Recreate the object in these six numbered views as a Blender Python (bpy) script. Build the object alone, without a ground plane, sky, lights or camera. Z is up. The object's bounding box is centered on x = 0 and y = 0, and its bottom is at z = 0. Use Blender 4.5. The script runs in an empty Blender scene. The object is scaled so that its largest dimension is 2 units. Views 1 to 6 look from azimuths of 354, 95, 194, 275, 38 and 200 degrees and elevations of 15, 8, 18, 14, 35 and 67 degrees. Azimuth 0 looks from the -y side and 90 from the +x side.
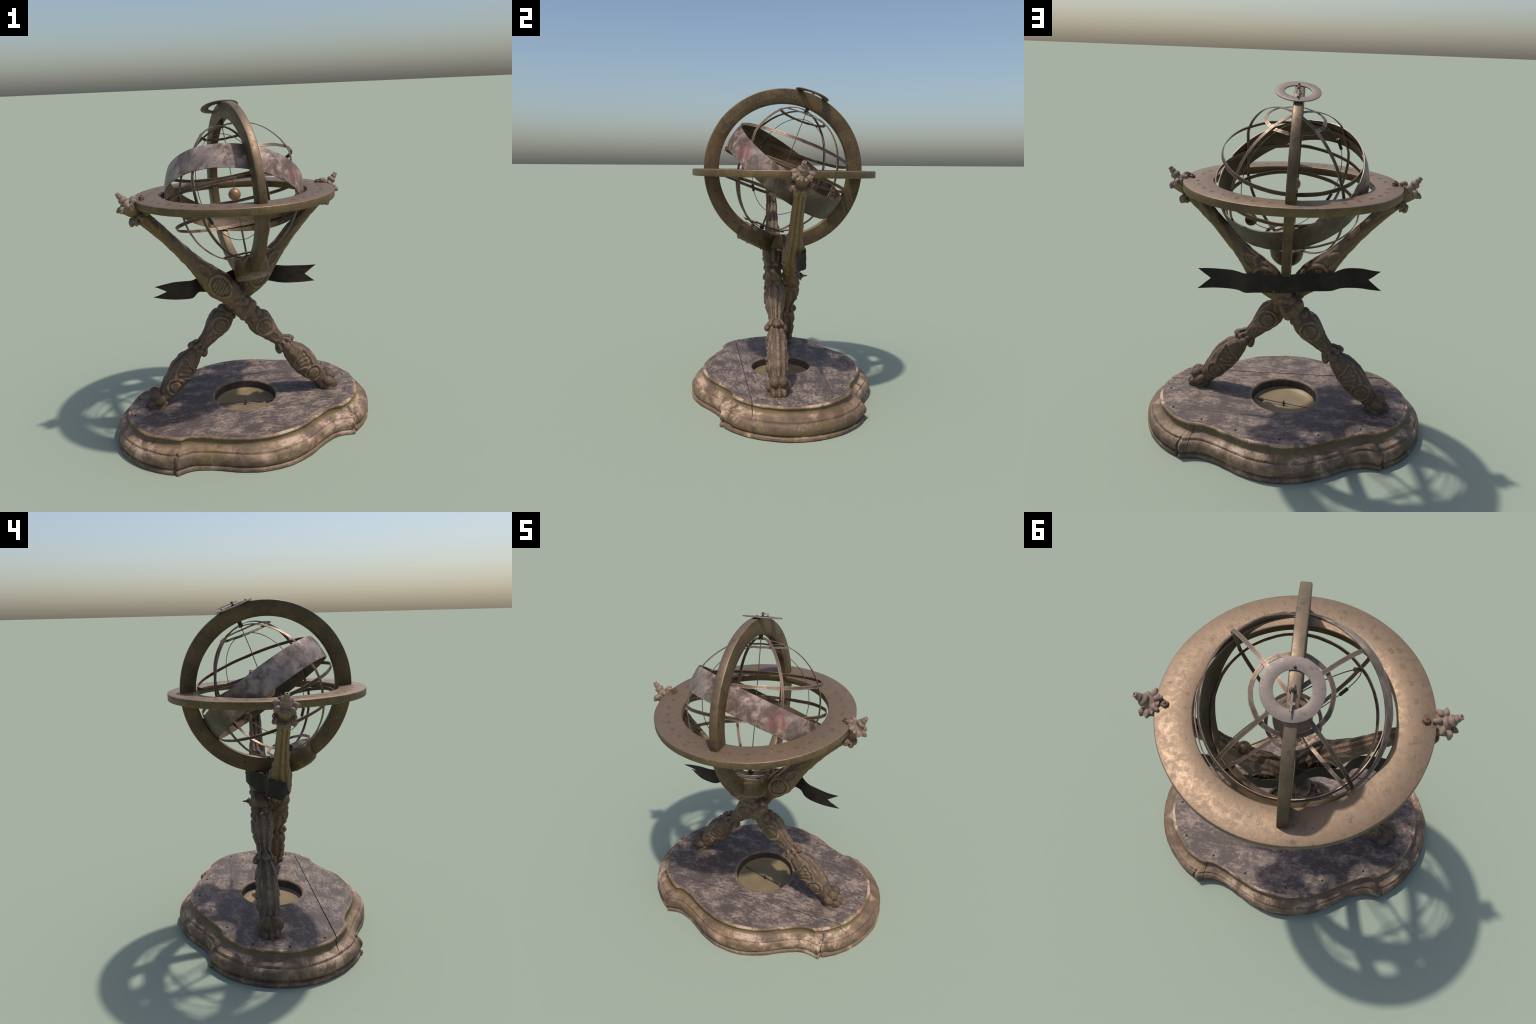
import bpy, bmesh, math, random
from math import sin, cos, pi, radians, sqrt, atan2, hypot
from mathutils import Vector as V, Matrix, noise

random.seed(7)
YAW = 12.3                       # the whole stand is turned a little on the ground
SPHERE_C = V((-0.004, 0.008, 1.482))
POLE = V((-0.03, 0.362, 0.932)).normalized()
E1 = V((0, 1, 0)).cross(POLE).normalized()
E2 = POLE.cross(E1)
ECLIPTIC = V((0.273, 0.552, 0.787)).normalized()

def nz(p, s=1.0, seed=0.0):
    return noise.noise(V((p[0]*s+seed, p[1]*s-seed*1.7, p[2]*s+seed*0.6)))

def fbm(p, s, octaves=4, seed=0.0):
    a, t = 1.0, 0.0
    for _ in range(octaves):
        t += a*nz(p, s, seed); s *= 2.03; a *= 0.5
    return t

# ------------------------------------------------------------------ materials
class Nodes:
    def __init__(self, name):
        self.m = bpy.data.materials.new(name); self.m.use_nodes = True
        self.t = self.m.node_tree; self.t.nodes.clear()
        self.out = self.n('ShaderNodeOutputMaterial'); self.b = self.n('ShaderNodeBsdfPrincipled')
        self.l(self.b.outputs[0], self.out.inputs[0])
        self.co = self.n('ShaderNodeTexCoord').outputs['Object']
    def n(self, k, **kw):
        x = self.t.nodes.new(k)
        for a, v in kw.items(): setattr(x, a, v)
        return x
    def l(self, a, b): self.t.links.new(a, b)
    def put(self, sock, v):
        if hasattr(v, 'is_linked') or hasattr(v, 'links'): self.l(v, sock)
        else: sock.default_value = v
    def mapped(self, scale=(1, 1, 1), rot=(0, 0, 0), loc=(0, 0, 0)):
        x = self.n('ShaderNodeMapping'); self.l(self.co, x.inputs[0])
        x.inputs['Scale'].default_value = scale; x.inputs['Rotation'].default_value = rot
        x.inputs['Location'].default_value = loc
        return x.outputs[0]
    def noise(self, scale, detail=6, rough=0.6, vec=None, dist=0.0):
        x = self.n('ShaderNodeTexNoise'); self.l(vec or self.co, x.inputs['Vector'])
        x.inputs['Scale'].default_value = scale; x.inputs['Detail'].default_value = detail
        x.inputs['Roughness'].default_value = rough; x.inputs['Distortion'].default_value = dist
        return x.outputs[0]
    def vor(self, scale, vec=None, feature='F1'):
        x = self.n('ShaderNodeTexVoronoi'); x.feature = feature; self.l(vec or self.co, x.inputs['Vector'])
        x.inputs['Scale'].default_value = scale
        return x.outputs['Distance']
    def ramp(self, f, a, b, lo=0.0, hi=1.0):
        x = self.n('ShaderNodeMapRange'); x.interpolation_type = 'SMOOTHSTEP'; self.l(f, x.inputs[0])
        x.inputs[1].default_value = a; x.inputs[2].default_value = b
        x.inputs[3].default_value = lo; x.inputs[4].default_value = hi
        return x.outputs[0]
    def math(self, op, a, b=0.0, c=0.0):
        x = self.n('ShaderNodeMath', operation=op)
        self.put(x.inputs[0], a); self.put(x.inputs[1], b); self.put(x.inputs[2], c)
        return x.outputs[0]
    def mix(self, f, a, b, mode='MIX'):
        x = self.n('ShaderNodeMix', data_type='RGBA', blend_type=mode)
        self.put(x.inputs[0], f); self.put(x.inputs[6], a); self.put(x.inputs[7], b)
        return x.outputs[2]
    def normal_z(self):
        g = self.n('ShaderNodeNewGeometry'); s = self.n('ShaderNodeSeparateXYZ'); self.l(g.outputs['Normal'], s.inputs[0])
        return s.outputs[2]
    def sep(self):
        s = self.n('ShaderNodeSeparateXYZ'); self.l(self.co, s.inputs[0]); return s.outputs
    def blob(self, centre, radius, soft=0.3, wobble=None):
        d = self.n('ShaderNodeVectorMath', operation='DISTANCE'); self.l(self.co, d.inputs[0]); d.inputs[1].default_value = centre
        f = d.outputs['Value']
        if wobble is not None: f = self.math('ADD', f, self.math('MULTIPLY', self.math('SUBTRACT', wobble, 0.5), radius*0.9))
        return self.ramp(f, radius*(1-soft), radius*(1+soft), 1.0, 0.0)
    def bump(self, h, strength=0.3, dist=0.004):
        x = self.n('ShaderNodeBump'); x.inputs['Strength'].default_value = strength; x.inputs['Distance'].default_value = dist
        self.l(h, x.inputs['Height']); self.l(x.outputs[0], self.b.inputs['Normal'])
    def done(self, col, rough=0.6, metal=0.0, spec=0.5):
        self.put(self.b.inputs['Base Color'], col); self.put(self.b.inputs['Roughness'], rough)
        self.put(self.b.inputs['Metallic'], metal); self.b.inputs['Specular IOR Level'].default_value = spec
        return self.m

def rgb(r, g, b): return (r, g, b, 1.0)

def mat_board():
    n = Nodes('worn_painted_board')
    v = n.mapped((1.0, 1.7, 2.0), (0, 0, .12))
    a = n.noise(9.0, 12, 0.74, v, 0.3); f = n.noise(34.0, 10, 0.78, v, .3); big = n.noise(3.5, 4, 0.55)
    m = n.math('ADD', n.math('MULTIPLY', a, 0.48), n.math('ADD', n.math('MULTIPLY', f, 0.38), n.math('MULTIPLY', big, 0.16)))
    worn = n.math('MULTIPLY', n.ramp(m, 0.500, 0.600), n.ramp(f, .36, .60, .35, .95))
    dark = n.mix(n.noise(14.0, 6, .7), rgb(.064, .045, .038), rgb(.122, .091, .078))
    dark = n.mix(n.ramp(m, .475, .522, 0, .5), dark, rgb(.150, .115, .101))
    pale = n.mix(n.noise(85.0, 3), rgb(.23, .165, .128), rgb(.43, .325, .255))
    c = n.mix(worn, dark, pale)
    # rims and planks rubbed to brown wood round the well
    w = n.blob((-0.006, 0.0, .165), .205, .10, a)
    c = n.mix(n.math('MULTIPLY', w, 0.6), c, rgb(.20, .145, .105))
    n.bump(n.math('ADD', f, m), 0.35, 0.004)
    return n.done(c, n.ramp(worn, 0, 1, .6, .85), 0, .3)

def mat_moulding():
    n = Nodes('worn_wood_moulding')
    a = n.noise(7.0, 10, 0.70, None, 0.4); f = n.noise(60.0, 6, 0.72); big = n.noise(2.6, 3)
    c = n.mix(n.ramp(a, .38, .62), rgb(.125, .078, .048), rgb(.29, .185, .112))
    c = n.mix(n.ramp(n.noise(4.0, 6, .65, n.mapped((1, 1, 3))), .52, .68, 0, .85), c, rgb(.155, .105, .036))
    m = n.math('ADD', n.math('MULTIPLY', a, .6), n.math('ADD', n.math('MULTIPLY', f, .2), n.math('MULTIPLY', big, .3)))
    c = n.mix(n.math('MULTIPLY', n.ramp(m, .575, .66), n.ramp(f, .32, .52, .4, 1)), c, rgb(.50, .350, .245))
    c = n.mix(n.ramp(n.noise(10.0, 8, .72, n.mapped((1, 1, 1), (0, 0, 0), (5, 2, 1))), .55, .66, 0, .85), c, rgb(.090, .060, .054))
    # gilding survives in the cove below the top board
    z = n.sep()[2]
    cove = n.math('MULTIPLY', n.ramp(z, .122, .134), n.ramp(z, .158, .166, 1, 0))
    c = n.mix(n.math('MULTIPLY', cove, n.ramp(a, .35, .62, .35, .85)), c, rgb(.125, .085, .027))
    n.bump(n.math('ADD', f, n.math('MULTIPLY', a, 2.0)), 0.45, 0.004)
    return n.done(c, n.ramp(f, .3, .7, .48, .68), 0, .4)

def mat_carved():
    n = Nodes('carved_gilt_wood')
    a = n.noise(9.0, 8, .62, None, .5); f = n.noise(70.0, 5, .65); s = n.noise(26.0, 5, .6, n.mapped((1, 1, 1), (0, .85, 0)))
    c = n.mix(n.ramp(a, .34, .66), rgb(.080, .050, .033), rgb(.148, .097, .064))
    # dust lies on upper faces, old gilding shows below
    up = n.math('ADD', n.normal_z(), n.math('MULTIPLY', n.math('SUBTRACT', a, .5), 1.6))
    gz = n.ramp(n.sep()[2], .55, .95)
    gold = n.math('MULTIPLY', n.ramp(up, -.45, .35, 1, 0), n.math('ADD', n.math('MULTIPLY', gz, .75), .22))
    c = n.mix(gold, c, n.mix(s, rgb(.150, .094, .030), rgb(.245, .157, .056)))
    g = n.n('ShaderNodeNewGeometry')
    rec = n.ramp(g.outputs['Pointiness'], .45, .492, 1, 0)
    c = n.mix(n.math('MULTIPLY', rec, n.ramp(a, .35, .6, .35, .9)), c, rgb(.165, .115, .036))
    edge = n.math('MULTIPLY', n.ramp(g.outputs['Pointiness'], .508, .545), n.ramp(f, .4, .6, .3, 1))
    c = n.mix(n.math('MULTIPLY', edge, .75), c, rgb(.30, .210, .150))
    c = n.mix(n.ramp(n.math('ADD', n.math('MULTIPLY', f, .5), n.math('MULTIPLY', s, .5)), .57, .68, 0, .5), c, rgb(.25, .172, .120))
    # the finials are rubbed to pale bare wood
    fin = n.ramp(n.sep()[2], 1.40, 1.475)
    c = n.mix(n.math('MULTIPLY', fin, n.ramp(a, .3, .6, .5, .9)), c, rgb(.27, .190, .145))
    n.bump(n.math('ADD', n.math('MULTIPLY', f, .6), s), .4, .004)
    return n.done(c, .58, 0, .3)

def mat_bronze(name, c1, c2, c3, dust, rough=.42, metal=.75, edge=(.34, .25, .19, 1)):
    n = Nodes(name)
    a = n.noise(6.0, 7, .6, None, .4); f = n.noise(45.0, 5, .65); b = n.noise(13.0, 5, .6)
    c = n.mix(n.ramp(a, .36, .64), c1, c2)
    c = n.mix(n.ramp(b, .54, .70, 0, .7), c, c3)
    up = n.math('ADD', n.normal_z(), n.math('MULTIPLY', n.math('SUBTRACT', a, .5), .9))
    c = n.mix(n.ramp(up, .25, .95, 0, .9), c, dust)
    c = n.mix(n.ramp(n.noise(24.0, 6, .7), .56, .72, 0, .55), c, rgb(.055, .038, .024))
    g = n.n('ShaderNodeNewGeometry')
    c = n.mix(n.math('MULTIPLY', n.ramp(g.outputs['Pointiness'], .52, .60), n.ramp(f, .35, .6, .25, .9)), c, edge)
    c = n.mix(n.ramp(n.vor(70.0), .02, .12, .45, 0), c, rgb(.035, .024, .014))
    n.bump(n.math('ADD', f, n.math('MULTIPLY', b, 2.0)), .16, .004)
    return n.done(c, n.ramp(f, .3, .7, rough-.06, rough+.12), metal, .3)

def mat_zodiac():
    n = Nodes('painted_zodiac_band')
    a = n.noise(6.5, 9, .62, None, .5); f = n.noise(17.0, 9, .66, None, .5); big = n.noise(3.0, 3)
    c = n.mix(n.ramp(f, .35, .65), rgb(.130, .086, .066), rgb(.25, .175, .138))
    m = n.math('ADD', n.math('MULTIPLY', a, .6), n.math('MULTIPLY', f, .4))
    c = n.mix(n.ramp(m, .455, .60, 0, .95), c, n.mix(big, rgb(.43, .315, .255), rgb(.54, .405, .325)))
    c = n.mix(n.math('MULTIPLY', n.ramp(n.noise(4.5, 4, .55, n.mapped((1, 1, 1), (0, 0, 0), (3, 1, 2))), .50, .62), .55), c, rgb(.215, .168, .160))
    # shade on the low northern side of the band, darkened into its colour
    low = n.ramp(n.math('ADD', n.sep()[2], n.math('MULTIPLY', a, .16)), 1.40, 1.56, 1, 0)
    c = n.mix(n.math('MULTIPLY', low, .9), c, n.mix(f, rgb(.035, .025, .016), rgb(.095, .070, .042)))
    red = n.math('MULTIPLY', n.blob((.270, -.285, 1.600), .056, .30, a), n.ramp(f, .40, .60, .25, .95))
    c = n.mix(red, c, rgb(.265, .085, .075))
    c = n.mix(n.ramp(n.noise(5.5, 8, .68, n.mapped((1, 1, 1), (0, 0, 0), (7, 3, 4))), .53, .66, 0, .7), c, rgb(.105, .070, .058))
    n.bump(n.math('ADD', a, f), .45, .006)
    return n.done(c, n.ramp(f, .3, .7, .34, .56), .3, .4)

def mat_plain(name, c1, c2, rough=.5, metal=.0, sc=18.0):
    n = Nodes(name)
    a = n.noise(sc, 6, .6); c = n.mix(n.ramp(a, .35, .65), c1, c2)
    n.bump(n.noise(sc*4, 4), .15, .003)
    return n.done(c, rough, metal, .3)

M = {}
M['board'] = mat_board(); M['mould'] = mat_moulding(); M['carved'] = mat_carved()
M['horizon'] = mat_bronze('horizon_bronze', rgb(.100, .066, .027), rgb(.170, .110, .044), rgb(.20, .145, .040), rgb(.235, .160, .105), .48, .5)
M['meridian'] = mat_bronze('meridian_bronze', rgb(.072, .047, .023), rgb(.132, .082, .034), rgb(.165, .108, .030), rgb(.23, .165, .105), .45, .5)
M['ribbon'] = mat_bronze('cage_brass', rgb(.072, .046, .028), rgb(.135, .086, .050), rgb(.115, .080, .034), rgb(.20, .142, .104), .45, .5)
M['hour'] = mat_bronze('hour_circle_metal', rgb(.16, .125, .105), rgb(.225, .18, .152), rgb(.14, .115, .10), rgb(.25, .20, .172), .5, .35)
M['zodiac'] = mat_zodiac()
M['zinside'] = mat_plain('band_lining', rgb(.065, .042, .024), rgb(.130, .086, .050), .55, .2, 7.0)
M['ball'] = mat_plain('polished_copper_ball', rgb(.30, .155, .085), rgb(.36, .20, .11), .45, .4, 9.0)
M['moon'] = mat_plain('dull_bronze_ball', rgb(.12, .078, .05), rgb(.18, .12, .075), .32, .6, 9.0)
M['wire'] = mat_plain('iron_wire', rgb(.10, .07, .05), rgb(.17, .12, .09), .45, .6, 30.0)
M['iron'] = mat_plain('dark_iron', rgb(.035, .028, .022), rgb(.06, .045, .035), .5, .3, 25.0)
M['rust'] = mat_plain('rusty_screw', rgb(.10, .055, .035), rgb(.19, .11, .07), .6, .2, 60.0)
M['banner'] = mat_plain('blackened_sheet', rgb(.020, .0140, .0105), rgb(.036, .025, .018), .75, .0, 9.0)
M['dial'] = mat_plain('compass_brass', rgb(.215, .160, .088), rgb(.265, .198, .112), .5, .15, 6.0)
M['well'] = mat_plain('well_wall', rgb(.05, .038, .03), rgb(.085, .062, .045), .55, .0, 20.0)
M['wellrim'] = mat_plain('well_rim_wood', rgb(.13, .085, .055), rgb(.24, .165, .110), .55, .0, 22.0)
M['engrave'] = mat_plain('engraved_marks', rgb(.185, .128, .088), rgb(.215, .150, .102), .48, .5, 40.0)

# ------------------------------------------------------------------ builders
ROOT = bpy.data.objects.new('armillary_sphere', None)
bpy.context.scene.collection.objects.link(ROOT)
ROOT.rotation_euler = (0, 0, radians(YAW))
ROOT['label'] = 'antique bronze armillary sphere on carved crossed legs and oval wooden base'
ROOT['category'] = 'armillary sphere'

def new(name, verts, faces, mat, parent=ROOT, angle=35, me=None):
    me = bpy.data.meshes.new(name)
    me.from_pydata([tuple(v) for v in verts], [], faces)
    me.validate(); me.update()
    bm = bmesh.new(); bm.from_mesh(me)
    bmesh.ops.recalc_face_normals(bm, faces=bm.faces); bm.to_mesh(me); bm.free()
    me.materials.append(M[mat])
    o = bpy.data.objects.new(name, me); bpy.context.scene.collection.objects.link(o)
    o.parent = parent
    smooth(o, angle)
    return o

def smooth(o, angle):
    me = o.data
    me.polygons.foreach_set('use_smooth', [True]*len(me.polygons))
    if angle < 180: me.set_sharp_from_angle(angle=radians(angle))

def share(o, name, parent=None):
    c = o.copy(); c.name = name
    bpy.context.scene.collection.objects.link(c)
    if parent: c.parent = parent
    return c

def ring_loft(rings, closed_u=True, closed_v=False, cap=True):
    n = len(rings[0]); vs = [p for r in rings for p in r]; fs = []
    m = len(rings)
    for i in range(m if closed_v else m-1):
        for j in range(n if closed_u else n-1):
            a, b = i*n+j, i*n+(j+1) % n
            c, d = ((i+1) % m)*n+(j+1) % n, ((i+1) % m)*n+j
            fs.append((a, b, c, d))
    if cap and not closed_v and closed_u:
        fs.append(tuple(range(n))[::-1]); fs.append(tuple(range((m-1)*n, m*n)))
    return vs, fs

def frame(axis, hint=V((0, 0, 1))):
    w = axis.normalized()
    u = hint.cross(w)
    if u.length < 1e-4: u = V((1, 0, 0)).cross(w)
    u.normalize()
    return u, w.cross(u), w

def lathe(name, prof, mat, centre=V((0, 0, 0)), axis=V((0, 0, 1)), n=96, parent=ROOT, closed=True, angle=35, wob=0.0, seed=0, rad=None):
    """prof: (radius, height) pairs; closed = section is a closed loop round the axis"""
    u, v, w = frame(axis)
    rings = []
    for k in range(n):
        a = 2*pi*k/n; d = u*cos(a)+v*sin(a); s = 1.0 if rad is None else rad(a)
        ring = []
        for r, h in prof:
            p = centre+d*(r*s)+w*h
            if wob:
                q = V((nz(p, 5, seed), nz(p, 5, seed+9), nz(p, 5, seed+21)))*wob
                p = p+q
            ring.append(p)
        rings.append(ring)
    vs, fs = ring_loft(rings, closed, True, False)
    return new(name, vs, fs, mat, parent, angle)

def rect_prof(r0, r1, h0, h1, c):
    return [(r0+c, h0), (r1-c, h0), (r1-c*.3, h0+c*.3), (r1, h0+c), (r1, h1-c), (r1-c*.3, h1-c*.3), (r1-c, h1), (r0+c, h1), (r0+c*.3, h1-c*.3), (r0, h1-c), (r0, h0+c), (r0+c*.3, h0+c*.3)]

def tube(name, pts, r, mat, parent=ROOT, n=8, closed=False):
    rings = []; m = len(pts)
    for i, p in enumerate(pts):
        a = pts[i-1] if (i > 0 or closed) else p
        b = pts[(i+1) % m] if (i < m-1 or closed) else p
        u, v, w = frame(b-a, V((.31, .17, .93)))
        rings.append([p+u*(r*cos(2*pi*k/n))+v*(r*sin(2*pi*k/n)) for k in range(n)])
    vs, fs = ring_loft(rings, True, closed, not closed)
    return new(name, vs, fs, mat, parent, 60)

def catmull(pts, per):
    """smooth polyline through points (tuples of any size)"""
    out = []; m = len(pts)
    for i in range(m-1):
        p0, p1, p2, p3 = pts[max(i-1, 0)], pts[i], pts[i+1], pts[min(i+2, m-1)]
        for k in range(per):
            t = k/per
            out.append(tuple(.5*((2*b)+(c-a)*t+(2*a-5*b+4*c-d)*t*t+(3*b-a-3*c+d)*t**3) for a, b, c, d in zip(p0, p1, p2, p3)))
    out.append(tuple(pts[-1]))
    return out

def blobs(name, items, mat, parent, voxel=.004, smooth_it=4, rough=0.0015):
    """carved lumps: ellipsoids (centre, radii, matrix or None) fused into one skin"""
    bm = bmesh.new()
    for it in items:
        c, r = V(it[0]), it[1]
        rot = it[2] if len(it) > 2 and it[2] is not None else Matrix.Identity(3)
        if not hasattr(r, '__len__'): r = (r, r, r)
        mtx = Matrix.Translation(c) @ rot.to_4x4() @ Matrix.Diagonal((*r, 1))
        bmesh.ops.create_icosphere(bm, subdivisions=3, radius=1.0, matrix=mtx)
    me = bpy.data.meshes.new(name); bm.to_mesh(me); bm.free()
    o = bpy.data.objects.new(name, me); bpy.context.scene.collection.objects.link(o)
    md = o.modifiers.new('r', 'REMESH'); md.mode = 'VOXEL'; md.voxel_size = voxel; md.use_smooth_shade = True
    if smooth_it:
        sm = o.modifiers.new('s', 'SMOOTH'); sm.iterations = smooth_it; sm.factor = .5
    bake(o)
    me = o.data
    if rough:
        ns = [v.normal.copy() for v in me.vertices]
        for v, nn in zip(me.vertices, ns): v.co += nn*(rough*fbm(v.co, 45, 3, 4.0))
    me.materials.clear(); me.materials.append(M[mat])
    o.parent = parent; smooth(o, 180)
    return o

def bake(o):
    dg = bpy.context.evaluated_depsgraph_get(); dg.update()
    me = bpy.data.meshes.new_from_object(o.evaluated_get(dg))
    old = o.data; o.modifiers.clear(); o.data = me; me.name = o.name
    bpy.data.meshes.remove(old)

def cut(o, cutter_verts, cutter_faces):
    me = bpy.data.meshes.new('c'); me.from_pydata([tuple(v) for v in cutter_verts], [], cutter_faces)
    bm = bmesh.new(); bm.from_mesh(me); bmesh.ops.recalc_face_normals(bm, faces=bm.faces); bm.to_mesh(me); bm.free()
    c = bpy.data.objects.new('c', me); bpy.context.scene.collection.objects.link(c)
    c.parent = o.parent; c.matrix_parent_inverse = Matrix.Identity(4)
    md = o.modifiers.new('b', 'BOOLEAN'); md.object = c; md.operation = 'DIFFERENCE'; md.solver = 'EXACT'
    bake(o)
    bpy.data.objects.remove(c); bpy.data.meshes.remove(me)

def box_between(a, b, up, width, height):
    """box with its long axis a-b"""
    a, b, up = V(a), V(b), V(up).normalized()
    d = (b-a).normalized(); s = d.cross(up).normalized()*width/2; h = up*height/2
    vs = [p+x*s+y*h for p in (a, b) for x, y in ((-1, -1), (1, -1), (1, 1), (-1, 1))]
    return vs, [(0, 1, 2, 3), (7, 6, 5, 4), (0, 4, 5, 1), (1, 5, 6, 2), (2, 6, 7, 3), (3, 7, 4, 0)]

# ------------------------------------------------------------------ base
BASE_SHIFT = V((-.003, -.003, 0))
LOBE_STEPS, WAVE_STEPS = 30, 6
def quarter(cx, R, end, tip, wave, notch):
    """one quarter of the outline: end lobe arc, corner beak, then the double curve to the middle"""
    a1 = atan2(end[1], end[0]-cx)
    steps = [i/LOBE_STEPS*.965 for i in range(LOBE_STEPS+1)]+[.978, .988]
    arc = [(cx+R*cos(a1*t), R*sin(a1*t)) for t in steps]
    crack = (end[0]-.006*notch, end[1]-.011*notch)
    return arc + [crack, (tip[0]+(end[0]-tip[0])*.35, tip[1]+(end[1]-tip[1])*.35)] + catmull([tip]+wave, WAVE_STEPS)

def outline(q):
    r = q + [(-x, y) for x, y in q[-2::-1]]
    return r + [(x, -y) for x, y in r[-2:0:-1]]

FOOT_LINE = outline(quarter(.330, .484, (.567, .4205), (.549, .4405), [(.507, .4305), (.465, .427), (.42, .434), (.36, .458), (.30, .492), (.20, .550), (.10, .585), (0, .597)], 1))
TOP_LINE = outline(quarter(.343, .392, (.508, .356), (.502, .3585), [(.478, .354), (.446, .356), (.41, .369), (.36, .393), (.30, .425), (.20, .476), (.10, .506), (0, .516)], 0))

# (share of the way from foot line to top line, height)
BASE_PROFILE = [(.06, 0), (.0, .002), (-.02, .008), (-.01, .017), (.05, .0215), (.17, .023), (.20, .0255), (.17, .028),
                (.08, .032), (.03, .040), (.005, .050), (.005, .060), (.03, .071), (.09, .081), (.17, .088), (.26, .092), (.31, .0925),
                (.325, .097), (.33, .103), (.36, .1055), (.45, .1075), (.60, .1110), (.75, .1160), (.88, .1225), (.96, .1295), (1.0, .137), (1.015, .1435), (1.01, .1487),
                (.975, .1502), (.955, .1507), (.935, .153), (.93, .157), (.955, .161), (1.0, .1640), (1.06, .1652), (1.16, .1655), (1.18, .150)]
rings = []
for k, z in BASE_PROFILE:
    ring = []
    for (ax, ay), (bx, by) in zip(FOOT_LINE, TOP_LINE):
        x, y = ax+(bx-ax)*k, ay+(by-ay)*k
        p = V((x, y, z))+BASE_SHIFT
        w = .0035*fbm(p, 9, 3, 1.0)+.0016*fbm(p, 40, 2, 2.0)
        d = V((x, y, 0)).normalized()
        p += d*w
        if z > .005: p.z += .0012*nz(p, 14, 3.3)
        ring.append(p)
    rings.append(ring)
BASE = bpy.data.objects.new('wooden_base', None); bpy.context.scene.collection.objects.link(BASE); BASE.parent = ROOT
vs, fs = ring_loft(rings)
mould = new('base_moulding', vs, fs, 'mould', BASE, 42)
SEAM_Y = -.259
for sx in (-1, 1):   # the joints of the planks have opened as cracks at the ends
    v, f = box_between((sx*.60, SEAM_Y+BASE_SHIFT.y, .140), (sx*.70, SEAM_Y+BASE_SHIFT.y-.004, .140), (0, 0, 1), .005, .07)
    cut(mould, v, f)
for a, b in (((.545, -.330, .10), (.575, -.470, .03)), ((-.48, .36, .135), (-.535, .475, .05)), ((.475, .345, .115), (.515, .46, .04)), ((-.535, -.385, .105), (-.548, -.455, .05))):
    v, f = box_between(V(a)+V((0, 0, .02)), V(b)+V((0, 0, .02)), (.1, .5, .9), .0035, .05)
    cut(mould, v, f)
smooth(mould, 42)

WELL_C = V((-.006, -.004, 0)); WELL_R = .205
def well_cutter():
    k = 96
    cv = [WELL_C+V((WELL_R*cos(2*pi*i/k), WELL_R*sin(2*pi*i/k), z)) for z in (.02, .22) for i in range(k)]
    return cv, [tuple(range(k))[::-1], tuple(range(k, 2*k))]+[(i, (i+1) % k, k+(i+1) % k, k+i) for i in range(k)]
cut(mould, *well_cutter()); smooth(mould, 42)
# two planks of the top board, cut round the compass well
def board(name, y_from, y_to):
    line = [V((a[0]+(b[0]-a[0])*1.15, a[1]+(b[1]-a[1])*1.15, 0))+BASE_SHIFT for a, b in zip(FOOT_LINE, TOP_LINE)]
    n = len(line)
    vs = [V((p.x, p.y, .1570)) for p in line]+[V((p.x, p.y, .1664)) for p in line]
    fs = [tuple(range(n))[::-1], tuple(range(n, 2*n))]+[(i, (i+1) % n, n+(i+1) % n, n+i) for i in range(n)]
    o = new(name, vs, fs, 'board', BASE, 30)
    v, f = box_between((-1, y_to+.5, .16), (1, y_to+.5, .16), (0, 0, 1), 1.0, .2) if y_to < .9 else box_between((-1, y_from-.5, .16), (1, y_from-.5, .16), (0, 0, 1), 1.0, .2)
    cut(o, v, f)
    if y_to > .9: cut(o, *well_cutter())
    o.data.materials.clear(); o.data.materials.append(M['board']); smooth(o, 30)
    return o
board('top_board', SEAM_Y+BASE_SHIFT.y+.0024, 1.0)
board('top_board', -1.0, SEAM_Y+BASE_SHIFT.y-.0024)

lathe('compass_rim', [(.211, .157), (.211, .1662), (.207, .1670), (.202, .1662), (.1975, .1635), (.1948, .159), (.1942, .150), (.197, .147)], 'wellrim', WELL_C, n=128, parent=BASE, wob=.0014)
lathe('compass_well', [(.1925, .158), (.1925, .104), (.190, .090), (.194, .086), (.199, .090), (.199, .158)], 'well', WELL_C, n=128, parent=BASE)
lathe('compass_dial', [(.0005, .0965), (.06, .097), (.12, .0985), (.16, .103), (.178, .109), (.189, .117), (.1905, .112), (.17, .094), (.0005, .092)], 'dial', WELL_C, n=128, parent=BASE)
lathe('compass_pivot', [(.0005, .094), (.008, .0970), (.005, .100), (.0035, .103), (.0035, .105), (.0075, .107), (.008, .111), (.005, .115), (.0035, .117), (.003, .126), (.0005, .130)], 'iron', WELL_C, n=20, parent=BASE)
ND = V((.9665, -.257, 0)); NS = V((.257, .9665, 0))
def bar_shape(name, pts, z0, z1, mat, parent):
    n = len(pts); vs = [V((*p, z)) for z in (z0, z1) for p in pts]
    fs = [tuple(range(n))[::-1], tuple(range(n, 2*n))]+[(i, (i+1) % n, n+(i+1) % n, n+i) for i in range(n)]
    return new(name, vs, fs, mat, parent, 30)
half = [(-.176, .0015), (-.165, .004), (-.150, .0014), (-.03, .0022), (.0, .005), (.03, .0022), (.135, .0016), (.137, .013), (.176, .001)]
prof = half+[(x, -y) for x, y in half[::-1]]
bar_shape('compass_needle', [(WELL_C+ND*x+NS*y).to_2d() for x, y in prof], .1085, .1112, 'iron', BASE)

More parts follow.
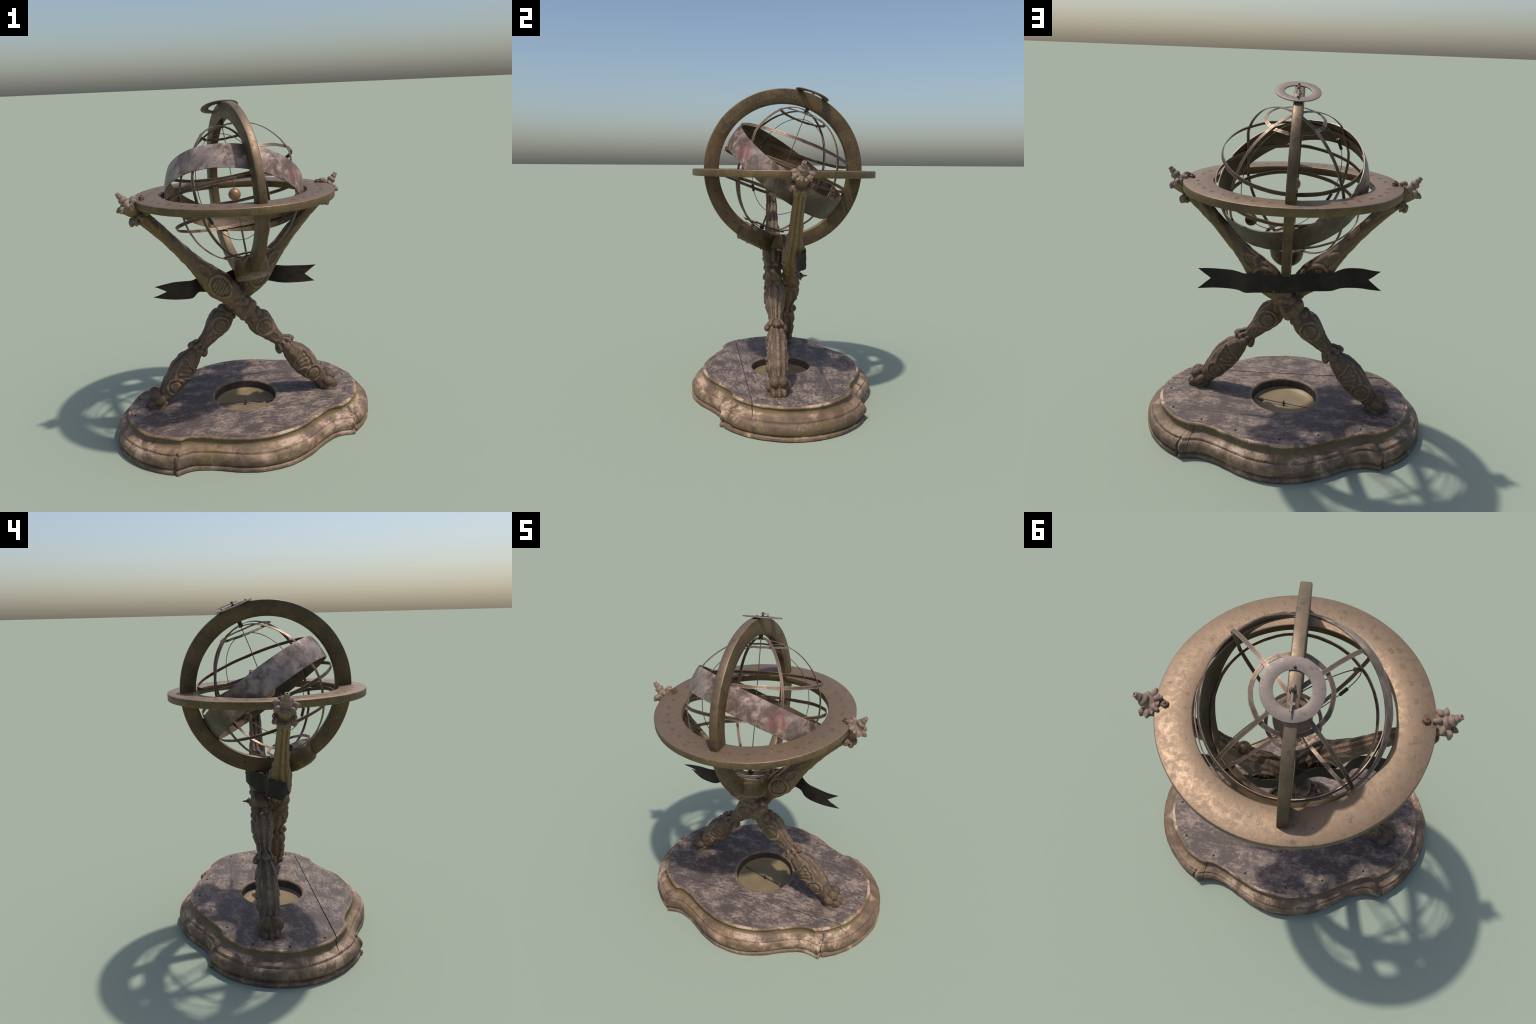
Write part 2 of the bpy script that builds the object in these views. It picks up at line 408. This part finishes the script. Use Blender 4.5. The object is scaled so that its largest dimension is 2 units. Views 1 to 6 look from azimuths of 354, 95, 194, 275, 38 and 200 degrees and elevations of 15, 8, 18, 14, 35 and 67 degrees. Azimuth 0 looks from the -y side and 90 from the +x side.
studs = [(.623, .206), (.680, -.005), (.442, .312), (-.7045, .005), (-.646, .20), (-.442, .322), (-.208, .402), (-.003, .462), (.242, .402), (-.015, -.470), (.60, -.20), (-.64, -.20), (.26, -.40), (-.27, -.415)]
stud = lathe('stud', [(.0003, 0), (.0055, 0), (.0062, .0012), (.005, .004), (.0025, .0056), (.0003, .006)], 'iron', n=14, parent=BASE, angle=60)
for i, (x, y) in enumerate(studs):
    s = stud if i == 0 else share(stud, 'stud')
    s.location = (x, y, .1662)

# the old base has warped: its deck stands a little higher towards the back
for o in BASE.children:
    if o.name.startswith('stud'): o.location.z += .0078+.011*o.location.y
    else:
        for v in o.data.vertices:
            x, y, z = v.co
            front = max(0, min(1, (-.245-y)/.02)) if o.name.startswith('top_board') else max(0, min(1, (-.20-y)/.10))
            v.co.z += (.0078+.011*y+front*(.0045-.009*x))*min(1, z/.166)
            # the front right corner of the lobe is eaten away a little
            if .02 < z < .125:
                e = .014*math.exp(-((x-.590)**2+(y+.415)**2)/.0012)
                v.co.x -= .8*e; v.co.y += .6*e

# ------------------------------------------------------------------ legs
# stations of one leg, foot to finial: x, z, half width in the leg's plane, half width across
STATIONS = [(.505, .198, .042, .046), (.482, .226, .046, .051), (.455, .260, .0525, .058), (.432, .287, .062, .067), (.405, .318, .069, .068), (.380, .350, .0755, .069), (.357, .382, .0785, .069), (.335, .408, .076, .068),
            (.312, .434, .069, .069), (.290, .457, .0585, .062), (.268, .480, .0465, .052), (.245, .504, .040, .045), (.224, .527, .0375, .042), (.200, .551, .0395, .043),
            (.172, .580, .048, .049), (.138, .618, .062, .060), (.118, .643, .071, .066), (.100, .667, .0755, .068), (.082, .689, .0745, .068), (.064, .708, .064, .062), (.046, .727, .047, .050), (.028, .748, .048, .050),
            (0, .785, .058, .056), (-.030, .815, .052, .052), (-.052, .840, .053, .054), (-.075, .866, .062, .061), (-.105, .897, .0735, .066), (-.132, .925, .079, .068), (-.158, .953, .0785, .068), (-.184, .980, .0735, .066), (-.212, 1.011, .065, .061),
            (-.240, 1.042, .0565, .054), (-.270, 1.075, .0485, .048), (-.303, 1.113, .043, .044), (-.340, 1.155, .0395, .042), (-.420, 1.246, .0365, .0385), (-.497, 1.327, .037, .038), (-.530, 1.361, .0395, .040), (-.556, 1.388, .042, .042), (-.575, 1.408, .034, .034), (-.590, 1.424, .030, .030)]
def leg_y(x): return -.057-.072*x if x > 0 else -.057-.0935*x

LEG = bpy.data.objects.new('leg', None); bpy.context.scene.collection.objects.link(LEG); LEG.parent = ROOT
path = catmull([(x, z, a, b*(.94 if z < .76 else .97)) for x, z, a, b in STATIONS], 9)
def leg_point(x, z): return V((x, leg_y(x), z))

# carved ornament on both flat sides: (centre x, z, radius along leg, radius across, kind)
ORN = [(.412, .300, .040, .040, 'boss'), (.348, .392, .044, .044, 'cartouche'), (.108, .658, .042, .042, 'boss'), (-.152, .945, .060, .046, 'ribs'), (-.240, 1.045, .050, .022, 'leaf'), (.172, .580, .034, .020, 'leaf')]
LEG_DIR = V((-.66, 0, .75)).normalized(); LEG_PERP = V((.75, 0, .66)).normalized()
def relief(p, side, ang, t):
    """height of the carving at a point of the leg (side = how squarely it faces front or back)"""
    h = 0.0
    if side > .35:
        wgt = min(1, (side-.35)/.3)
        for ox, oz, ra, rb, kind in ORN:
            d = V((p.x-ox, 0, p.z-oz)); u, v = d.dot(LEG_DIR)/ra, d.dot(LEG_PERP)/rb
            r = hypot(u, v)
            if kind == 'cartouche': r *= 1+.22*cos(3*atan2(v, u)+1.0)+.08*cos(5*atan2(v, u))
            if r < 1.75:
                if kind in ('boss', 'cartouche'):
                    h += wgt*(-.0065*math.exp(-((r-1)/.13)**2)+.0032*math.exp(-((r-1.32)/.16)**2))
                    if r < 1: h += wgt*(.0035*(1-r*r) if kind == 'boss' else -.003*(1-r**4)+.0018*sin(u*9+v*4))
                elif kind == 'ribs':
                    h += wgt*(-.006*math.exp(-((r-1)/.11)**2)+.004*math.exp(-((r-1.25)/.14)**2)-.0025*math.exp(-((r-1.5)/.09)**2))
                    if r < 1: h += wgt*(.0032*sin(u*19-v*4)-.001)
                else:
                    if r < 1: h += wgt*(-.003*(1-r**4)+.0018*cos(v*9))
                    h += wgt*(.0022*math.exp(-((r-1.1)/.15)**2))
    # long flutes and a keel on the outer and inner edges
    e = 1-side
    if e > .25: h += min(1, (e-.25)/.3)*(.0034*cos(ang*10.0)-.0018)
    # flowing acanthus grooves along the limbs
    h += .0016*sin(34*(p.x*.66-p.z*.75)+7*ang+4*nz(p, 9))*(.4+.6*max(0, nz(p, 11, 5.0)+.4))*max(0, min(1, side*1.6-.3))
    h += .0026*fbm(p, 26, 4, 6.0)
    return h*1.35

NSEC = 88
rings = []
for i, (x, z, ra, rb) in enumerate(path):
    a, b = path[max(i-2, 0)], path[min(i+2, len(path)-1)]
    d = (leg_point(b[0], b[1])-leg_point(a[0], a[1])).normalized()
    side = V((0, 1, 0)); side = (side-d*side.dot(d)).normalized()
    inn = side.cross(d)
    c = leg_point(x, z); ring = []
    for k in range(NSEC):
        t = 2*pi*k/NSEC; ct, st = cos(t), sin(t)
        ex = .86
        q = c+inn*(ra*math.copysign(abs(ct)**ex, ct))+side*(rb*math.copysign(abs(st)**ex, st))
        nrm = (inn*(ct/ra)+side*(st/rb)).normalized()
        q += nrm*relief(q, abs(st), t, i)
        ring.append(q)
    rings.append(ring)
vs, fs = ring_loft(rings)
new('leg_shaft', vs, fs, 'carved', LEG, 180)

def axis_mat(d):
    u, v, w = frame(d); return Matrix((u, v, w)).transposed()

# collar of curled leaves at the knee
kc = leg_point(.243, .507); kd = V((.66, -.06, -.74)).normalized(); ku, kv, kw = frame(kd, V((0, 1, 0)))
items = [(kc, (.050, .050, .024), axis_mat(kd))]
for i in range(8):
    a = 2*pi*i/8+.0; big = i % 2 == 0
    dd = ku*cos(a)+kv*sin(a)
    items.append((kc+dd*(.052 if big else .047)+kd*(.006 if big else -.004), (.026, .025, .0205) if big else (.017, .016, .017), axis_mat(dd)))
    items.append((kc+dd*.044-kd*.020, (.011, .013, .026), axis_mat((kd+dd*.5).normalized())))
    if big: items.append((kc+dd*.060+kd*.014, (.0165, .0145, .0135), axis_mat(dd)))
blobs('knee_collar', items, 'carved', LEG, .0036, 5, .0025)

# beaded knots above and below the crossing
for cx, cz, rr, nm in ((.050, .722, .050, 'lower_knot'), (-.050, .838, .048, 'upper_knot')):
    c = leg_point(cx, cz); d = LEG_DIR; u, v, w = frame(d, V((0, 1, 0)))
    items = [(c, (.046, .046, .022), axis_mat(d))]
    for i in range(6):
        a = 2*pi*i/6+.35; dd = u*cos(a)+v*sin(a)
        items.append((c+dd*(rr-.008), (.0255, .0255, .027), axis_mat((d+dd*.3).normalized())))
    items.append((c+d*.016, (.050, .050, .016), axis_mat(d))); items.append((c-d*.016, (.050, .050, .016), axis_mat(d)))
    blobs(nm, items, 'carved', LEG, .004, 9, .002)

# carved boss at the crossing, with a face of petals on the outer side
bc = leg_point(.002, .780)
items = [(bc, (.070, .052, .074), None), (bc+V((0, -.030, 0)), (.056, .030, .058), None)]
for i in range(5):
    a = 2*pi*i/5+.5
    items.append((bc+V((.044*cos(a), -.033, .048*sin(a))), (.029, .025, .029), None))
items += [(bc+V((.002, -.058, .004)), (.020, .013, .027), Matrix.Rotation(.6, 3, 'Y')), (bc+V((-.022, -.055, .002)), (.009, .008, .024), Matrix.Rotation(.3, 3, 'Y')), (bc+V((.026, -.054, -.008)), (.009, .010, .020), Matrix.Rotation(-.5, 3, 'Y')), (bc+V((.034, -.044, -.046)), .018, None), (bc+V((-.034, -.036, .046)), .020, None)]
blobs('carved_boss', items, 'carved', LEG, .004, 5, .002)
# clawed foot: a ring of round knuckles on a smaller toe ball
fc = leg_point(.508, .226); fd = V((.80, -.05, -.60)).normalized()
items = [(fc, (.050, .054, .050), axis_mat(fd))]
fu = V((0, 1, 0)); fv = V((.60, 0, .80))
for i in range(6):
    a = 2*pi*i/6
    dd = fu*cos(a)*1.06+fv*sin(a)*1.02
    items.append((fc+dd*.043+fd*.006, (.0325, .0315, .036), axis_mat((fd+dd*.10).normalized())))
tc = leg_point(.559, .184)
items += [(tc+V((-.008 if abs(o) > .02 else 0, o, .0)), (.036, .0205, .0335), None) for o in (-.031, 0, .031)]
items += [(tc+V((-.050, o, -.006)), (.026, .020, .022), None) for o in (-.046, .046)]
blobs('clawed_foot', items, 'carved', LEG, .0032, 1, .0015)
# finial: drooping leaf collar, flower cup, turned knob
FD = V((-.595, .02, .795)).normalized(); FB = V((-.594, 0, 1.412)); FB.y = leg_y(FB.x)
fu2, fv2, _ = frame(FD, V((0, 1, 0)))
cc = FB+FD*(-.018)
items = [(cc, (.040, .040, .022), axis_mat(FD))]
for i in range(8):
    a = 2*pi*(i+.25)/8; dd = fu2*cos(a)+fv2*sin(a)
    items.append((cc+dd*.049-FD*.004, (.020, .018, .013), axis_mat((FD+dd*.5).normalized())))
    items.append((cc+dd*.056-FD*(.016+.004*(i % 2)), (.0165, .0135, .0145), axis_mat((dd-FD*.6).normalized())))
    items.append((cc+dd*.038-FD*.026, (.008, .008, .020), axis_mat(FD)))
blobs('leaf_collar', items, 'carved', LEG, .0036, 2, .002)
def flute(a): return 1+.035*cos(14*a)
lathe('flower_cup', [(.0005, -.014), (.026, -.012), (.031, .0), (.038, .014), (.044, .030), (.050, .046), (.058, .062), (.046, .067), (.030, .064), (.0005, .062)], 'carved', FB, FD, 84, LEG, True, 60, 0, 0, flute)
items = [(FB+FD*.060, (.042, .042, .012), axis_mat(FD))]
for i in range(7):
    a = 2*pi*i/7+.2; dd = fu2*cos(a)+fv2*sin(a)
    items.append((FB+dd*.047+FD*.065, (.0155, .0190, .0195), axis_mat((dd+FD*.25).normalized())))
    items.append((FB+dd*.056+FD*(.068 if i % 2 else .061), (.0105, .0120, .0175), axis_mat((dd-FD*.2).normalized())))
blobs('flower_petals', items, 'carved', LEG, .0032, 1, .0015)
lathe('turned_knob', [(.0005, .058), (.034, .060), (.031, .070), (.026, .079), (.0215, .087), (.0215, .091), (.026, .097), (.0265, .104), (.0225, .111), (.0155, .116), (.0145, .120), (.0175, .124), (.0175, .128), (.0135, .134), (.0125, .142), (.0135, .147), (.011, .1495), (.006, .149), (.0055, .140), (.0005, .139)], 'carved', FB, FD, 32, LEG, True, 60, .0012)

# second leg: same carving turned about, crossing behind the first
LEG2 = bpy.data.objects.new('leg', None); bpy.context.scene.collection.objects.link(LEG2); LEG2.parent = ROOT
LEG2.location = (-.026, .005, 0); LEG2.rotation_euler = (0, 0, radians(181.25))
for o in list(LEG.children): share(o, o.name.split('.')[0], LEG2)
lathe('boss_spike', [(.0005, .0), (.022, .002), (.022, .008), (.014, .011), (.013, .018), (.008, .019), (.006, .028), (.0045, .040), (.0008, .048)], 'rust', V((.002, .122, .787)), V((.05, 1, 0)), 14, ROOT, True, 40)

# ------------------------------------------------------------------ great rings
TILT = V((.001, .0105, 1)).normalized()
HC = V((-.007, .0065, 1.4825))
hor = lathe('horizon_ring', rect_prof(.4255, .5855, -.0425, 0, .0045), 'horizon', HC, TILT, 160, ROOT, True, 50, .0014, 3)
MER_N = V((1, -.002, .029)).normalized(); MER_C = V((-.0068, .006, 1.4815))
mer = lathe('meridian_ring', rect_prof(.4185, .5125, -.0235, .0235, .005), 'meridian', MER_C, MER_N, 160, ROOT, True, 50, .0013, 8)

bolt_prof = [(.0005, -.004), (.0195, -.003), (.0195, .002), (.0165, .004), (.0165, .013), (.014, .0155), (.008, .0165), (.006, .022), (.0005, .0235)]
b1 = lathe('horizon_screw', bolt_prof, 'rust', n=6, parent=ROOT, angle=20)
b2 = share(b1, 'horizon_screw')
b1.location = (.535, .029, 1.479); b2.location = (-.549, .0085, 1.487)
b2.rotation_euler = (0, .05, .7)

# hour circle with its hand
HN = V((-.03, .352, .935)).normalized(); HO = V((-.016, .188, 1.9600))
lathe('hour_circle', rect_prof(.066, .1125, -.003, .003, .0012), 'hour', HO, HN, 44, ROOT, True, 40, .0025, 14)
hu, hv, hw = E1, HN.cross(E1), HN
lathe('hour_post', [(.0005, -.02), (.013, -.018), (.013, .004), (.008, .006), (.0055, .010), (.0055, .019), (.0075, .020), (.0075, .024), (.0035, .026), (.0005, .027)], 'iron', HO+hv*.004, HN, 16, ROOT, True, 40)
def slab(name, pts, o, u, v, w, th, mat, parent=ROOT):
    n = len(pts); vs = [o+u*x+v*y+w*s for s in (-th/2, th/2) for x, y in pts]
    fs = [tuple(range(n))[::-1], tuple(range(n, 2*n))]+[(i, (i+1) % n, n+(i+1) % n, n+i) for i in range(n)]
    return new(name, vs, fs, mat, parent, 30)
half = [(-.030, .002), (-.010, .004), (.0, .010), (.010, .004), (.040, .0035), (.043, .013), (.049, .013), (.052, .004), (.088, .0018)]
slab('hour_hand', [(y, x) for x, y in half]+[(-y, x) for x, y in half[::-1]], HO+hv*.004+HN*.0165, hu, hv, hw, .004, 'hour')
sc = lathe('hour_stud', [(.0005, -.012), (.0055, -.01), (.0055, .006), (.004, .009), (.0005, .010)], 'iron', V((0, 0, 0)), HN, 12, ROOT, True, 40)
sc.location = HO+hv*.074
sc2 = share(sc, 'hour_stud'); sc2.location = HO-hv*.074

# drum at the south pole
DR = -POLE
DR = (DR-E2*.078).normalized()
drum_c = SPHERE_C+V((.008, 0, 0))+E2*.018
lathe('pole_drum', [(.0005, .407), (.084, .407), (.0955, .409), (.0970, .413), (.0985, .470), (.0985, .500), (.0965, .512), (.090, .5195), (.0005, .5205)], 'meridian', drum_c, DR, 72, ROOT, True, 40, .002, 5, lambda a: 1/sqrt(cos(a)**2+(sin(a)/1.20)**2))

lathe('drum_cover', [(.0005, .5195), (.091, .5195), (.0915, .5215), (.089, .5240), (.0005, .5245)], 'meridian', drum_c, DR, 72, ROOT, True, 40, 0, 0, lambda a: 1/sqrt(cos(a)**2+(sin(a)/1.20)**2))
du, dv, dw = frame(DR)
scr = lathe('cover_screw', [(.0003, 0), (.006, 0), (.0055, .004), (.0003, .005)], 'rust', V((0, 0, 0)), DR, 10, ROOT, True, 40)
for i in range(6):
    c_ = scr if i == 0 else share(scr, 'cover_screw')
    a = 2*pi*i/6+.5; c_.location = drum_c+DR*.5238+du*(.080*cos(a))+dv*(.098*sin(a))

# ------------------------------------------------------------------ celestial cage
CAGE = bpy.data.objects.new('celestial_cage', None); bpy.context.scene.collection.objects.link(CAGE); CAGE.parent = ROOT
RS = .402
ZC = V((-.003, .0155, 1.479))
def band(name, centre, normal, radius, lean, width, thick, mat, n=144, kink=.0018, seed=1, flat=1.0):
    """flat metal strip bent to a circle; lean turns its face towards the sphere's surface"""
    u, v, w = frame(normal, V((0, 1, 0)))
    rings = []
    for k in range(n):
        a = 2*pi*k/n; d = u*cos(a)+v*sin(a)
        rad = d*sin(lean)+w*cos(lean)
        tan = d*cos(lean)-w*sin(lean)
        c = centre+d*radius+rad*(kink*fbm(d*1.6, 2.2, 3, seed))+tan*(kink*nz(d, 3, seed+5))
        c = c+POLE*((flat-1)*(c-centre).dot(POLE))
        h, t = width/2, thick/2
        h *= 1+.08*nz(d, 9, seed+2)
        # where the broad zodiac band passes, the strip is tucked in behind it
        q = c-ZC; ax = q.dot(ECLIPTIC); rv = q-ECLIPTIC*ax
        f = max(0, min(1, (.165-abs(ax))/.075)); f = f*f*(3-2*f)
        if f > 0 and rv.length > .393: c = c-rv.normalized()*((rv.length-.393)*f)
        ring = [c+tan*(h*s)+rad*t for s in (-1, -.5, 0, .5, 1)]+[c+tan*(h*s)-rad*t for s in (1, .5, 0, -.5, -1)]
        rings.append(ring)
    vs, fs = ring_loft(rings, True, True, False)
    return new(name, vs, fs, mat, CAGE, 40)

TH = radians(23.5)
band('arctic_circle', V((-.0071, .126, 1.8155)), V((-.05, .355, .933)).normalized(), .1490, TH, .019, .004, 'ribbon', seed=2, kink=.003)
band('tropic_circle', V((-.0034, .0708, 1.6314)), V((-.048, .357, .933)).normalized(), .3680, pi/2-TH, .020, .004, 'ribbon', seed=3, kink=.002)
band('equator_circle', V((.0020, .0099, 1.4804)), V((-.044, .345, .9375)).normalized(), .4065, pi/2, .020, .004, 'ribbon', seed=4, kink=.002)
band('tropic_circle', V((.0012, -.0439, 1.3280)), V((-.034, .351, .936)).normalized(), .3697, pi/2+TH, .020, .004, 'ribbon', seed=5, kink=.003)
band('antarctic_circle', V((.0104, -.1256, 1.1271)), V((-.038, .345, .9377)).normalized(), .1320, pi-TH, .019, .004, 'ribbon', seed=6, kink=.003)
band('colure_ring', V((-.0028, .0093, 1.475)), V((-.6614, .7025, -.2626)).normalized(), .4051, pi/2, .0175, .004, 'ribbon', seed=42, kink=.002, flat=.974)
band('colure_ring', V((.0070, .0098, 1.4749)), V((.7384, .6389, -.2156)).normalized(), .4105, pi/2, .0175, .004, 'ribbon', seed=-47, kink=.002, flat=.984)

# zodiac band: broad, painted outside, bare inside
u, v, w = frame(ECLIPTIC, V((0, 1, 0)))
def zodiac(name, r_in, r_out, mat, n=200):
    rings = []
    for k in range(n):
        a = 2*pi*k/n; d = u*cos(a)+v*sin(a); ring = []
        S = [i/6-1 for i in range(13)]
        for s in S:
            wob = .0022*fbm(d+w*s*.3, 6, 3, 2.0)*(1 if r_out > .405 else .3)
            ring.append(ZC+d*(r_out-.007*s*s+wob)+w*(.0735*s))
        for s in S[::-1]: ring.append(ZC+d*(r_in-.007*s*s)+w*(.0735*s))
        rings.append(ring)
    vs, fs = ring_loft(rings, True, True, False)
    return new(name, vs, fs, mat, CAGE, 50)
zodiac('zodiac_band', .4040, .4070, 'zodiac')
zodiac('zodiac_lining', .4012, .4035, 'zinside')

# poles and earth on its wire
for s, nm in ((1, 'pole_pin'), (-1, 'pole_pin')):
    lathe(nm, [(.0005, .384), (.009, .384), (.0145, .386), (.0145, .396), (.0125, .398), (.0125, .425), (.0005, .426)], 'iron', SPHERE_C, POLE*s, 12, CAGE, True, 30)
tube('polar_wire', [SPHERE_C+POLE*(.39-.78*i/12)+V((.0015*sin(i), .0015*cos(i*1.7), 0)) for i in range(13)], .0026, 'wire', CAGE)
lathe('polar_sleeve', [(.0005, -.39), (.006, -.39), (.006, -.235), (.0005, -.235)], 'wire', SPHERE_C, POLE, 10, CAGE, True, 30)
bm = bmesh.new(); bmesh.ops.create_uvsphere(bm, u_segments=48, v_segments=24, radius=.0365)
me = bpy.data.meshes.new('earth_ball'); bm.to_mesh(me); bm.free(); me.materials.append(M['ball'])
ob = bpy.data.objects.new('earth_ball', me); bpy.context.scene.collection.objects.link(ob); ob.parent = CAGE; ob.location = (-.009, -.009, 1.4645); smooth(ob, 180)

# wire orbit with its sliders and the moon ball
OC = V((-.006, .026, 1.504)); ON = V((-.569, .777, -.267)).normalized(); OR = .316
ou, ov, ow = frame(ON)
tube('orbit_wire', [OC+(ou*cos(2*pi*i/96)+ov*sin(2*pi*i/96))*OR for i in range(96)], .0022, 'wire', CAGE, 8, True)
def on_orbit(p):
    d = V(p)-OC; d -= ON*d.dot(ON); d.normalize(); return OC+d*OR, ON.cross(d)
for p, L in (((-.239, -.088, 1.674), .072), ((-.189, -.184, 1.372), .052)):
    c, t = on_orbit(p)
    lathe('orbit_slider', [(.0005, -L/2), (.0085, -L/2), (.0085, L/2), (.0005, L/2)], 'iron', c, t, 14, CAGE, True, 30)
c, t = on_orbit((.207, .103, 1.29))
bm = bmesh.new(); bmesh.ops.create_uvsphere(bm, u_segments=40, v_segments=20, radius=.033)
me = bpy.data.meshes.new('moon_ball'); bm.to_mesh(me); bm.free(); me.materials.append(M['moon'])
ob = bpy.data.objects.new('moon_ball', me); bpy.context.scene.collection.objects.link(ob); ob.parent = CAGE; ob.location = c; smooth(ob, 180)

# ------------------------------------------------------------------ sheet-metal banner across the back
# x, y of lower edge, y of upper edge, z low, z high
SCROLL = [(-.513, .037, -.036, .891, .980), (-.470, .012, -.032, .884, .985), (-.411, -.016, -.036, .880, .992), (-.350, -.026, -.040, .876, .990), (-.318, -.024, -.036, .874, .987), (-.296, -.012, -.022, .875, .984), (-.270, .024, .006, .880, .982), (-.248, .050, .034, .882, .981), (-.215, .050, .040, .878, .980), (-.146, .036, .032, .868, .977),
          (-.085, .050, .048, .868, .976), (-.030, .084, .082, .872, .979), (.025, .112, .110, .877, .984), (.080, .124, .122, .880, .988), (.132, .128, .126, .880, .989), (.185, .124, .121, .875, .985), (.222, .117, .113, .869, .981), (.246, .098, .100, .866, .977), (.272, .068, .074, .864, .975), (.318, .044, .043, .861, .973), (.400, .030, .023, .857, .969), (.450, .030, .015, .854, .966), (.500, .035, .014, .851, .963)]
sp = catmull(SCROLL, 6); NV = 10
rings = []
def notch(s, v):
    """swallow-tail cut: how far the end is pulled in at height v"""
    return (1-abs(2*v-1))**.8
rows = []
n = len(sp)
for v in range(NV+1):
    f = v/NV; row = []
    cutl = .070*notch(0, f)
    x0 = sp[0][0]-.010+cutl; x1 = sp[-1][0]+.010-.074*notch(0, f)
    for i in range(n):
        x = x0+(x1-x0)*i/(n-1)
        # look up the scroll at this x
        j = 0
        while j < n-2 and sp[j+1][0] < x: j += 1
        a, b = sp[j], sp[j+1]; t = (x-a[0])/(b[0]-a[0])
        q = [p+(r-p)*t for p, r in zip(a, b)]
        flick = .006*sin(f*pi*2)*max(0, (abs(x)-.40)/.1)
        row.append(V((x, q[1]+(q[2]-q[1])*f+.003*nz(V((x, f, 0)), 8, 2), q[3]+(q[4]-q[3])*f+flick)))
    rows.append(row)
vs = [p for r in rows for p in r]
fs = [(a*n+i, a*n+i+1, (a+1)*n+i+1, (a+1)*n+i) for a in range(NV) for i in range(n-1)]
ban = new('banner', vs, fs, 'banner', ROOT, 60)
md = ban.modifiers.new('s', 'SOLIDIFY'); md.thickness = .004; md.offset = 0
bake(ban); ban.data.materials.clear(); ban.data.materials.append(M['banner']); smooth(ban, 50)
rv = lathe('banner_rivet', [(.0005, 0), (.008, 0), (.007, .003), (.0005, .005)], 'iron', V((0, 0, 0)), V((0, 1, 0)), 12, ROOT, True, 50)
rv2 = share(rv, 'banner_rivet'); rv.location = (.131, .1290, .936); rv2.location = (-.147, .0360, .922)

# ------------------------------------------------------------------ engraved figures, rivet holes and joints
def lettering(name, text, size, place, parent=ROOT):
    """flat engraved text; place(x, y) puts a point of the line of text on the metal"""
    cu = bpy.data.curves.new(name, 'FONT'); cu.body = text; cu.size = size; cu.align_x = 'CENTER'; cu.extrude = .0006; cu.resolution_u = 3
    o = bpy.data.objects.new(name, cu); bpy.context.scene.collection.objects.link(o)
    dg = bpy.context.evaluated_depsgraph_get(); dg.update()
    me = bpy.data.meshes.new_from_object(o.evaluated_get(dg))
    bpy.data.objects.remove(o); bpy.data.curves.remove(cu)
    for v in me.vertices: v.co = place(v.co.x, v.co.y, v.co.z)
    me.materials.clear(); me.materials.append(M['engrave']); me.name = name
    o = bpy.data.objects.new(name, me); bpy.context.scene.collection.objects.link(o); o.parent = parent
    return o
hx, hy, hz = frame(TILT, V((0, 1, 0)))
for i in range(36):
    if i in (9, 27, 0, 18): continue
    a0 = 2*pi*i/36+radians(90)
    q = i % 9
    val = str((q if (i // 9) % 2 == 0 else 9-q)*10 or 90)
    def place(x, y, z, a0=a0):
        r = .497+y; a = a0-x/.5
        return HC+V((1, 0, 0))*(r*cos(a))+V((0, 1, 0))*(r*sin(a))+V((0, 0, 1))*(-(TILT.x*cos(a)+TILT.y*sin(a))*r+.0009+z*.15)
    lettering('ring_numeral', val, .030, place)
def on_meridian(a0):
    def place(x, y, z):
        r = .452+y; a = a0-x/.46
        d = V((0, cos(a), sin(a))); d = (d-MER_N*d.dot(MER_N)).normalized()
        return MER_C+d*r+MER_N*(.0248+z*.3)
    return place
for txt, deg, size in (('Meridies', 133, .042), ('Circulus', 105, .036), ('O', 82, .040), ('Polus', 47, .034), ('Anno', 28, .034), ('MDCCLX', 11, .034)):
    lettering('ring_inscription', txt, size, on_meridian(radians(deg)))
hole = lathe('rivet', [(.0003, -.001), (.0065, -.001), (.0065, .0008), (.004, .0016), (.0003, .0018)], 'iron', V((0, 0, 0)), MER_N, 12, ROOT, True, 40)
first = True
for side in (1, -1):
    for deg in (197, 217, 226, 240, 288, 330, 352, 275):
        h = hole if first else share(hole, 'rivet'); first = False
        a = radians(deg); h.location = MER_C+V((0, cos(a)*.463, sin(a)*.463))+MER_N*(.0228*side)
        h.location.x -= .029*sin(a)*.463
        if side < 0: h.rotation_euler = (pi, 0, pi)
